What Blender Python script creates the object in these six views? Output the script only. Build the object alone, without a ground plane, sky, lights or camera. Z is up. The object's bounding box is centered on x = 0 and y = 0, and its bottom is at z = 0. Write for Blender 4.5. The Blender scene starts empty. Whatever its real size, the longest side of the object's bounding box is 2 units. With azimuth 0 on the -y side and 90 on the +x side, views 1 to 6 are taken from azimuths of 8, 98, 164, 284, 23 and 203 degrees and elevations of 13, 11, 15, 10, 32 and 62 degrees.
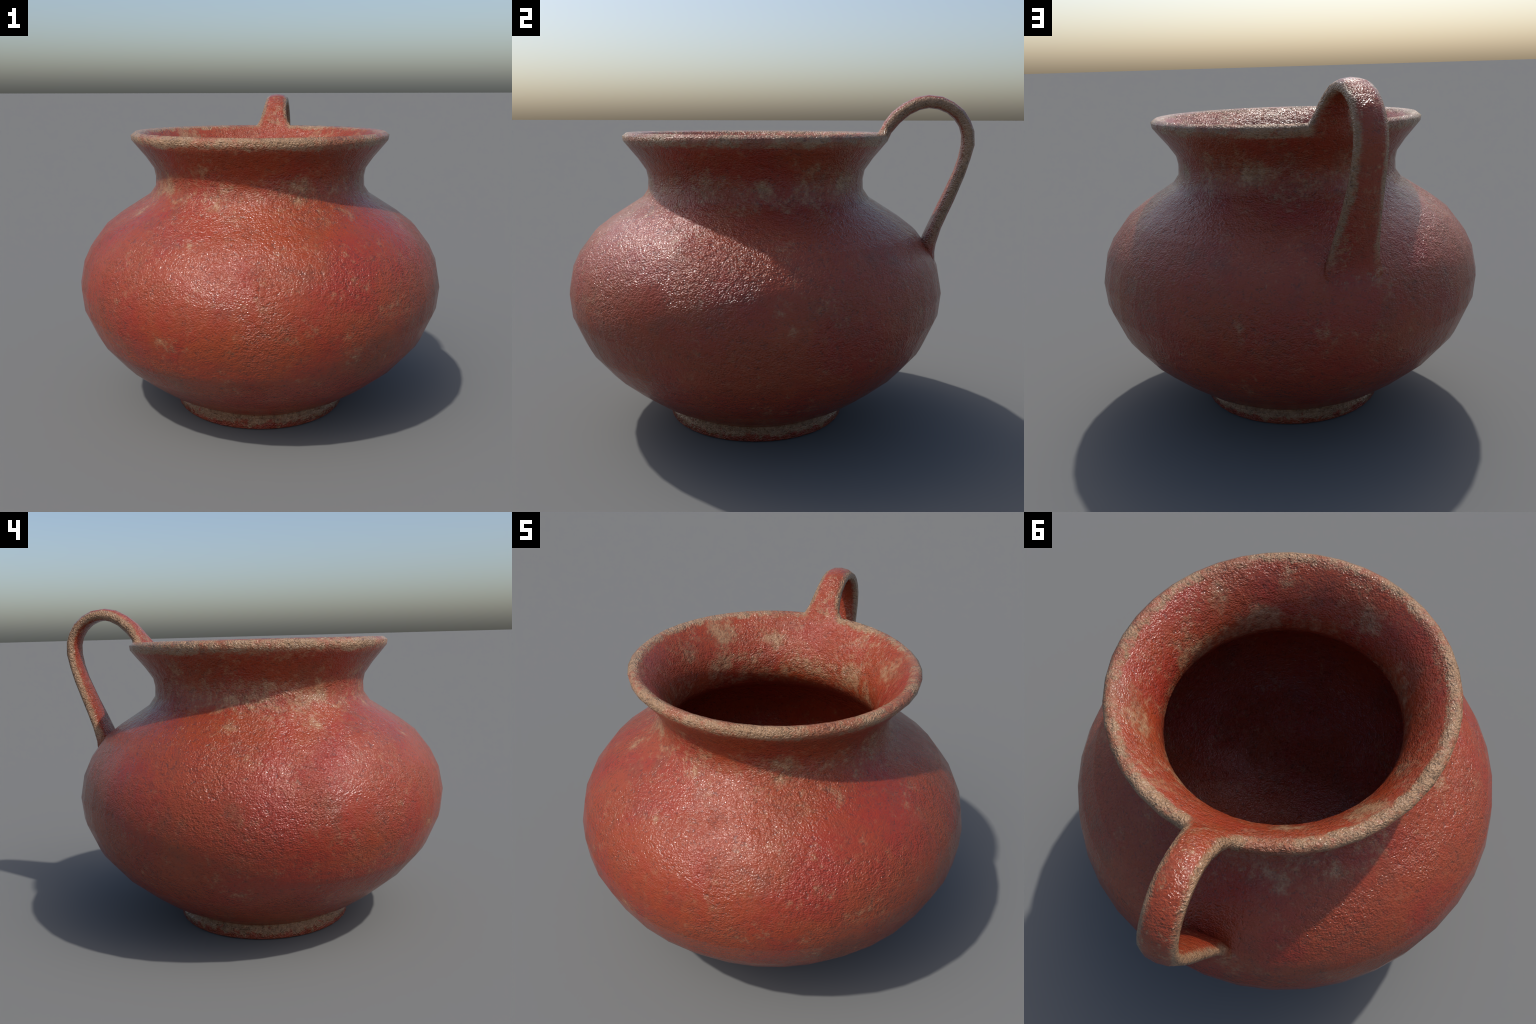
# Red-slipped, wide-mouthed clay jug with one tall strap handle.
# The vessel is thrown on a wheel: a profile turned round a vertical axis in 40 steps;
# the handle is pulled out of the rim, arches up and comes down on the shoulder.
import bpy, bmesh, math
from math import sin, cos, pi, radians
from mathutils import Vector

AXIS = Vector((0.0, -0.0648, 0.0))     # wheel axis of the vessel
STEPS = 40

# ------------------------------------------------------------------ profiles (radius, height)
FOOT_UNDER = [(0.300, 0.030), (0.372, 0.024), (0.392, 0.0)]
FOOT = [(0.428, 0.0), (0.441, 0.002), (0.4475, 0.010), (0.4480, 0.036), (0.4505, 0.045), (0.4320, 0.052), (0.4260, 0.0675)]
BOWL = [(0.4485, 0.0812), (0.552, 0.1365), (0.650, 0.2085), (0.7565, 0.2990), (0.8500, 0.4110), (0.8680, 0.4440),
        (0.9245, 0.5780), (0.9350, 0.688), (0.9125, 0.8010), (0.8775, 0.8740), (0.8010, 0.9730), (0.7220, 1.0325),
        (0.5700, 1.1285)]
NECK = [(0.5382, 1.1741), (0.5358, 1.2246), (0.5442, 1.2667), (0.584, 1.325), (0.618, 1.3660)]
RIM = [(0.6525, 1.4085), (0.6555, 1.4320), (0.6350, 1.4480), (0.6090, 1.4400)]
THROAT = [(0.5445, 1.366), (0.493, 1.291), (0.4785, 1.237), (0.4755, 1.175), (0.513, 1.100)]
INSIDE = [(0.630, 1.022), (0.730, 0.958), (0.812, 0.858), (0.860, 0.760), (0.8685, 0.689), (0.862, 0.602),
          (0.795, 0.446), (0.713, 0.346), (0.614, 0.262), (0.516, 0.193), (0.420, 0.142), (0.250, 0.118)]

# handle: outer point (y, z), inner point (y, z), half width
HANDLE = [
    (0.565, 1.4985, 0.604, 1.447, 0.080),
    (0.603, 1.547, 0.643, 1.494, 0.070),
    (0.655, 1.588, 0.690, 1.534, 0.064),
    (0.711, 1.617, 0.735, 1.556, 0.062),
    (0.774, 1.628, 0.777, 1.565, 0.062),
    (0.838, 1.621, 0.822, 1.559, 0.062),
    (0.894, 1.595, 0.865, 1.541, 0.062),
    (0.942, 1.558, 0.897, 1.514, 0.062),
    (0.974, 1.512, 0.924, 1.476, 0.063),
    (0.995, 1.460, 0.936, 1.436, 0.064),
    (1.000, 1.393, 0.937, 1.392, 0.065),
    (0.982, 1.320, 0.927, 1.330, 0.067),
    (0.958, 1.240, 0.908, 1.265, 0.070),
    (0.912, 1.125, 0.861, 1.150, 0.079),
    (0.884, 1.060, 0.832, 1.083, 0.087),
    (0.856, 0.992, 0.803, 1.012, 0.096),
    (0.834, 0.915, 0.775, 0.945, 0.107),
    (0.8285, 0.875, 0.763, 0.905, 0.119),
    (0.8305, 0.833, 0.762, 0.870, 0.130),
    (0.810, 0.806, 0.772, 0.850, 0.125),
]

# ------------------------------------------------------------------ one seamless clay surface
rings = ([("foot", p) for p in FOOT_UNDER + FOOT] + [("bowl", p) for p in BOWL] +
         [("neck", p) for p in NECK] + [("rim", p) for p in RIM] +
         [("inner_wall", p) for p in THROAT + INSIDE])
names = [n for n, _ in rings]
FIRST_RIM = names.index("rim")

bm = bmesh.new()
part_layer = bm.faces.layers.int.new("part")
PARTS = ["foot", "bowl", "neck", "rim", "inner_wall", "handle"]
grid = []
for _, (r, z) in rings:
    grid.append([bm.verts.new(AXIS + Vector((r * cos(2 * pi * k / STEPS), r * sin(2 * pi * k / STEPS), z)))
                 for k in range(STEPS)])


def face(vs, part):
    f = bm.faces.new(vs)
    f[part_layer] = PARTS.index(part)
    f.smooth = True
    return f


# the two wheel steps (81..99 degrees) where the handle leaves the rim
K0 = 9
GAP = {K0, K0 + 1}
for i in range(len(rings) - 1):
    for k in range(STEPS):
        in_rim = FIRST_RIM <= i < FIRST_RIM + 3
        if in_rim and k in GAP:
            continue
        k2 = (k + 1) % STEPS
        # a face belongs to the part of its upper ring, the rim keeps only its own rounded lip
        part = names[i + 1] if names[i + 1] != "rim" or in_rim else "neck"
        face([grid[i][k], grid[i][k2], grid[i + 1][k2], grid[i + 1][k]], part)
for ring, part, flip in ((grid[0], "foot", True), (grid[-1], "inner_wall", False)):
    c = bm.verts.new(AXIS + Vector((0, 0, ring[0].co.z)))
    for k in range(STEPS):
        a, b = ring[k], ring[(k + 1) % STEPS]
        face([b, a, c] if flip else [a, b, c], part)

# handle sections: top row of three, two down the +side, bottom row of three, two up the other side
def section(crown):
    e = 1.0 - crown
    return [(0.62, e), (0.0, 1.0), (-0.62, e), (-1.0, 0.42), (-1.0, -0.42),
            (-0.62, -0.90), (0.0, -1.0), (0.62, -0.90), (1.0, -0.42), (1.0, 0.42)]


L, O, T, I = (grid[FIRST_RIM + j] for j in range(4))
a, m, b = K0, K0 + 1, K0 + 2            # 81, 90, 99 degrees: x = +, 0, -
loop = [I[a], I[m], I[b], T[b], O[b], L[b], L[m], L[a], O[a], T[a]]
last = loop
handle_sections = []
for n, (oy, oz, iy, iz, w) in enumerate(HANDLE):
    mid = Vector((0, (oy + iy) / 2, (oz + iz) / 2))
    up = Vector((0, (oy - iy) / 2, (oz - iz) / 2))
    sec = [bm.verts.new(mid + Vector((w * sx, 0, 0)) + up * s) for sx, s in section(0.16 if n < 13 else 0.06)]
    for j in range(10):
        face([last[j], last[(j + 1) % 10], sec[(j + 1) % 10], sec[j]], "handle")
    handle_sections.append(sec)
    last = sec
face(list(last), "handle")
bmesh.ops.recalc_face_normals(bm, faces=bm.faces)
bm.normal_update()

# normals of the whole surface; the foot of the handle takes the shoulder's own normal
normal_of = {v: v.normal.copy() for v in bm.verts}
for sec in handle_sections[-2:]:
    for j in (0, 1, 2):
        v = sec[j]
        d = (v.co - AXIS)
        out = Vector((d.x, d.y, 0)).normalized()
        normal_of[v] = (out * 0.88 + Vector((0, 0, 0.47))).normalized()
sec = handle_sections[-3]
for j in (0, 1, 2):
    d = sec[j].co - AXIS
    out = Vector((d.x, d.y, 0)).normalized()
    normal_of[sec[j]] = (sec[j].normal + (out * 0.95 + Vector((0, 0, 0.3)))).normalized()


# ------------------------------------------------------------------ material
class Nodes:
    def __init__(self, mat):
        mat.use_nodes = True
        self.t = mat.node_tree
        self.t.nodes.clear()

    def new(self, kind, **kw):
        n = self.t.nodes.new(kind)
        for k, v in kw.items():
            setattr(n, k, v)
        return n

    def put(self, sock, v):
        if hasattr(v, "node"):
            self.t.links.new(v, sock)
        else:
            sock.default_value = v

    def math(self, op, a, b=0.0, c=0.0, clamp=False):
        n = self.new("ShaderNodeMath", operation=op, use_clamp=clamp)
        for s, v in zip(n.inputs, (a, b, c)):
            self.put(s, v)
        return n.outputs[0]

    def step(self, v, lo, hi, to0=0.0, to1=1.0):
        n = self.new("ShaderNodeMapRange", interpolation_type="SMOOTHSTEP")
        for s, x in zip(n.inputs[:5], (v, lo, hi, to0, to1)):
            self.put(s, x)
        return n.outputs[0]

    def noise(self, co, scale, detail=3.0, rough=0.55, dist=0.0, w=None):
        n = self.new("ShaderNodeTexNoise", noise_dimensions="4D" if w is not None else "3D")
        self.put(n.inputs["Vector"], co)
        if w is not None:
            n.inputs["W"].default_value = w
        n.inputs["Scale"].default_value = scale
        n.inputs["Detail"].default_value = detail
        n.inputs["Roughness"].default_value = rough
        n.inputs["Distortion"].default_value = dist
        return n.outputs["Fac"]

    def mix(self, f, a, b, blend="MIX"):
        n = self.new("ShaderNodeMix", data_type="RGBA", blend_type=blend)
        self.put(n.inputs[0], f)
        for s, v in ((n.inputs[6], a), (n.inputs[7], b)):
            self.put(s, v if hasattr(v, "node") else (*v, 1.0))
        return n.outputs[2]

    def vec(self, op, a, b=(0, 0, 0), s=1.0):
        n = self.new("ShaderNodeVectorMath", operation=op)
        self.put(n.inputs[0], a)
        self.put(n.inputs[1], b)
        if op == "SCALE":
            self.put(n.inputs[3], s)
        return n.outputs["Value" if op in ("LENGTH", "DISTANCE", "DOT_PRODUCT") else "Vector"]


CRIMSON = (0.240, 0.0262, 0.0130)
ORANGE = (0.244, 0.0410, 0.0138)
BROWN = (0.150, 0.043, 0.022)
BARE = (0.240, 0.150, 0.088)       # bare tan clay where the slip has worn off
SOOT = (0.060, 0.026, 0.020)

# places where the slip is visibly rubbed off: azimuth in degrees about the axis, height, radius, spread
RUBBED_OUTSIDE = [
    # shoulder and belly
    (-145, 1.070, 0.655, 0.085, 0.16), (-71, 1.055, 0.684, 0.055, 0.18), (-106, 1.008, 0.765, 0.055, 0.17),
    (-108, 0.594, 0.926, 0.065, 0.17), (-81, 0.771, 0.924, 0.045, 0.13), (-42, 1.095, 0.620, 0.070, 0.13),
    (-12, 1.040, 0.709, 0.080, 0.14), (-8, 1.038, 0.713, 0.050, 0.12), (13, 0.767, 0.925, 0.060, 0.12),
    (17, 0.687, 0.933, 0.045, 0.12), (54, 1.017, 0.750, 0.085, 0.14), (-56, 0.511, 0.893, 0.080, 0.12),
    (57, 0.376, 0.822, 0.090, 0.12), (107, 0.597, 0.927, 0.050, 0.13), (80, 0.646, 0.930, 0.040, 0.13),
    (60, 0.685, 0.933, 0.045, 0.13), (110, 1.076, 0.649, 0.070, 0.13), (129, 1.087, 0.632, 0.075, 0.14),
    (130, 1.006, 0.768, 0.050, 0.13), (-179, 1.075, 0.651, 0.060, 0.11), (-6, 0.628, 0.929, 0.060, 0.10),
    # outside of the neck
    (-136, 1.205, 0.536, 0.075, 0.16), (-62, 1.212, 0.536, 0.095, 0.16), (-110, 1.299, 0.566, 0.060, 0.11),
    (-166, 1.235, 0.541, 0.085, 0.14), (-16, 1.210, 0.536, 0.095, 0.15), (12, 1.220, 0.536, 0.075, 0.14),
    (34, 1.290, 0.564, 0.065, 0.12), (60, 1.228, 0.536, 0.100, 0.17), (151, 1.320, 0.585, 0.075, 0.14),
    (163, 1.245, 0.541, 0.075, 0.13),
]
RUBBED_INSIDE = [
    # inside of the flare
    (143, 1.385, 0.565, 0.120, 0.26), (112, 1.335, 0.520, 0.085, 0.20), (60, 1.253, 0.478, 0.095, 0.20),
    (31, 1.360, 0.540, 0.115, 0.23), (148, 1.257, 0.479, 0.090, 0.16), (-40, 1.377, 0.555, 0.100, 0.20),
    (-60, 1.243, 0.475, 0.105, 0.20), (-113, 1.335, 0.524, 0.105, 0.21), (-15, 1.255, 0.480, 0.100, 0.20),
    (63, 1.395, 0.573, 0.065, 0.17), (-149, 1.249, 0.477, 0.085, 0.16), (-70, 1.390, 0.565, 0.065, 0.16),
    (165, 1.330, 0.520, 0.070, 0.15),
]


def clay(name, rubbed, handle=False):
    mat = bpy.data.materials.new(name)
    N = Nodes(mat)
    co = N.new("ShaderNodeTexCoord").outputs["Object"]
    rel = N.vec("SUBTRACT", co, tuple(AXIS))
    sep = N.new("ShaderNodeSeparateXYZ")
    N.put(sep.inputs[0], rel)
    x, y, z = sep.outputs
    r = N.math("SQRT", N.math("ADD", N.math("MULTIPLY", x, x), N.math("MULTIPLY", y, y)))

    big = N.noise(co, 2.6, 4, 0.6, 0.3)
    mid = N.noise(co, 9.0, 5, 0.62, 0.2)
    fine = N.noise(co, 34.0, 5, 0.62)
    speck = N.noise(co, 95.0, 3, 0.6)
    hue = N.noise(co, 3.4, 4, 0.6, 0.5, w=3.1)
    hue2 = N.noise(co, 6.0, 5, 0.65, 0.3, w=7.7)

    # slip colour: crimson to orange blotches with brown clouding
    col = N.mix(N.step(hue, 0.32, 0.60), CRIMSON, ORANGE)
    col = N.mix(N.math("MULTIPLY", N.step(hue2, 0.50, 0.72), 0.55), col, BROWN)

    # worn patches
    ragged = N.math("ADD", N.math("MULTIPLY", mid, 0.60), N.math("MULTIPLY", fine, 0.40))
    ragged = N.math("ADD", ragged, N.math("MULTIPLY", N.math("SUBTRACT", speck, 0.5), 0.34))
    bias = N.math("MULTIPLY", N.math("SUBTRACT", big, 0.5), 0.30)
    # groove where the neck meets the shoulder holds worn slip, inside and out
    groove = N.math("MULTIPLY", N.step(z, 1.05, 1.16), N.step(z, 1.30, 1.19))
    bias = N.math("ADD", bias, N.math("MULTIPLY", groove, 0.145))
    neckband = N.math("MULTIPLY", N.step(z, 1.20, 1.26), 0.05)
    bias = N.math("ADD", bias, neckband)
    for az, h, rad, spread, amount in rubbed:
        p = (rad * cos(radians(az)), rad * sin(radians(az)), h)
        d = N.vec("DISTANCE", rel, p)
        bias = N.math("ADD", bias, N.step(d, spread, spread * 0.15, 0.0, amount))
    worn = N.step(N.math("ADD", ragged, bias), 0.55, 0.87, 0.0, 0.82)

    # lip: worn to bare clay all round
    dr = N.math("SUBTRACT", r, 0.634)
    dz = N.math("SUBTRACT", z, 1.427)
    lip = N.math("SQRT", N.math("ADD", N.math("MULTIPLY", dr, dr), N.math("MULTIPLY", dz, dz)))
    edge_noise = N.math("MULTIPLY", N.math("SUBTRACT", ragged, 0.5), 0.075)
    lip = N.math("ADD", lip, edge_noise)
    lipmask = N.step(lip, 0.041, 0.026)
    lipmask = N.math("MULTIPLY", lipmask, N.step(N.math("ADD", hue2, N.math("MULTIPLY", N.math("SUBTRACT", fine, 0.5), 0.5)), 0.46, 0.62, 0.93, 0.30))
    # no worn lip where the strap flows out of the rim
    under = N.math("MULTIPLY", N.step(y, 0.30, 0.40), N.step(N.math("ABSOLUTE", x), 0.098, 0.060))
    lipmask = N.math("MULTIPLY", lipmask, N.math("SUBTRACT", 1.0, under))
    if handle:
        # sides of the strap are worn like the lip
        half = N.math("ADD", N.step(z, 1.34, 0.85, 0.063, 0.116),
                      N.math("MULTIPLY", N.step(z, 1.56, 1.44), N.step(y, 0.80, 0.62, 0.0, 0.036)))
        side = N.math("DIVIDE", N.math("ABSOLUTE", x), half)
        side = N.math("SUBTRACT", side, N.math("MULTIPLY", N.math("SUBTRACT", ragged, 0.5), 1.2))
        sidemask = N.step(side, 0.62, 0.96, 0.0, 0.90)
        sidemask = N.math("MULTIPLY", sidemask, N.step(z, 0.87, 0.98))
        lipmask = N.math("MAXIMUM", lipmask, sidemask)
        worn = N.math("MAXIMUM", worn, N.step(N.math("ADD", ragged, 0.03), 0.56, 0.68, 0.0, 0.6))
    bare = N.math("MAXIMUM", worn, lipmask)
    # foot: pale groove above, slip remains in places on the standing ring
    chips = N.noise(co, 24.0, 4, 0.65, 0.4, w=5.0)
    low = N.math("ADD", z, N.math("MULTIPLY", N.math("SUBTRACT", chips, 0.5), 0.16))
    foot_zone = N.math("MULTIPLY", N.step(z, 0.076, 0.068), N.step(r, 0.475, 0.455))
    foot_pale = N.math("MULTIPLY", foot_zone, N.step(low, 0.020, 0.044, 0.0, 0.80))
    bare = N.math("MAXIMUM", bare, foot_pale)
    tan = N.mix(N.step(fine, 0.3, 0.7), (0.190, 0.106, 0.053), (0.335, 0.200, 0.108))
    tan = N.mix(N.math("MULTIPLY", lipmask, 0.45), tan, (0.370, 0.240, 0.142))
    # warm mottling of the slip, coarse and fine
    col = N.mix(N.step(N.math("ADD", N.math("MULTIPLY", mid, 0.4), N.math("MULTIPLY", fine, 0.6)), 0.50, 0.68, 0.0, 0.32), col, (0.235, 0.085, 0.040))
    col = N.mix(bare, col, tan)
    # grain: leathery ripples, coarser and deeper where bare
    flat = N.new("ShaderNodeMapping")
    N.put(flat.inputs["Vector"], co)
    flat.inputs["Scale"].default_value = (1.0, 1.0, 1.35)
    g1 = N.noise(flat.outputs[0], 120.0, 2, 0.5, 0.4)
    g2 = N.noise(co, 42.0, 2, 0.5, 0.4)
    grain = N.math("ADD", N.math("MULTIPLY", g1, 1.2), N.math("MULTIPLY", g2, 1.25))
    grain = N.math("ADD", grain, N.math("MULTIPLY", N.noise(co, 20.0, 1, 0.5), 0.8))
    # darker tone in the low points of the grain
    pits = N.math("ADD", N.math("MULTIPLY", g1, 0.55), N.math("MULTIPLY", g2, 0.45))
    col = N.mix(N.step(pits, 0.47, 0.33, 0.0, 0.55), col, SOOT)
    # fine dark pits and pale dust in the grain
    col = N.mix(N.step(speck, 0.66, 0.78, 0.0, 0.45), col, SOOT)
    col = N.mix(N.step(speck, 0.36, 0.24, 0.0, 0.25), col, BARE)

    amp = N.step(N.noise(co, 4.0, 3, 0.5, w=1.3), 0.38, 0.62, 0.55, 1.0)
    amp = N.math("ADD", amp, N.math("MULTIPLY", N.math("MAXIMUM", lipmask, foot_zone), 0.6))
    bump = N.new("ShaderNodeBump")
    bump.inputs["Distance"].default_value = 0.010
    N.put(bump.inputs["Height"], grain)
    N.put(bump.inputs["Strength"], N.math("MULTIPLY", amp, 0.72))

    b = N.new("ShaderNodeBsdfPrincipled")
    N.put(b.inputs["Base Color"], col)
    N.put(b.inputs["Roughness"], N.math("ADD", N.step(fine, 0.35, 0.65, 0.14, 0.21), N.math("MULTIPLY", bare, 0.04)))
    b.inputs["Specular IOR Level"].default_value = 0.44
    N.put(b.inputs["Normal"], bump.outputs[0])
    out = N.new("ShaderNodeOutputMaterial")
    N.t.links.new(b.outputs[0], out.inputs[0])
    return mat


slip = clay("worn_red_slip", RUBBED_OUTSIDE)
lining = clay("worn_red_slip_lining", RUBBED_INSIDE)
strap = clay("worn_red_slip_on_strap", [], handle=True)
MATERIAL = {"handle": strap, "inner_wall": lining}

# ------------------------------------------------------------------ split into named parts
jug = bpy.data.objects.new("clay_jug", None)
bpy.context.scene.collection.objects.link(jug)
jug["label"] = "round red clay jug with flared rim and tall strap handle"
jug["category"] = "clay jug"

for pi_, part in enumerate(PARTS):
    faces = [f for f in bm.faces if f[part_layer] == pi_]
    index, verts = {}, []
    for f in faces:
        for v in f.verts:
            if v not in index:
                index[v] = len(verts)
                verts.append(v)
    me = bpy.data.meshes.new(part)
    me.from_pydata([v.co[:] for v in verts], [], [[index[v] for v in f.verts] for f in faces])
    me.polygons.foreach_set("use_smooth", [True] * len(me.polygons))
    me.update()
    me.normals_split_custom_set_from_vertices([normal_of[v][:] for v in verts])
    me.materials.append(MATERIAL.get(part, slip))
    ob = bpy.data.objects.new(part, me)
    bpy.context.scene.collection.objects.link(ob)
    ob.parent = jug
bm.free()
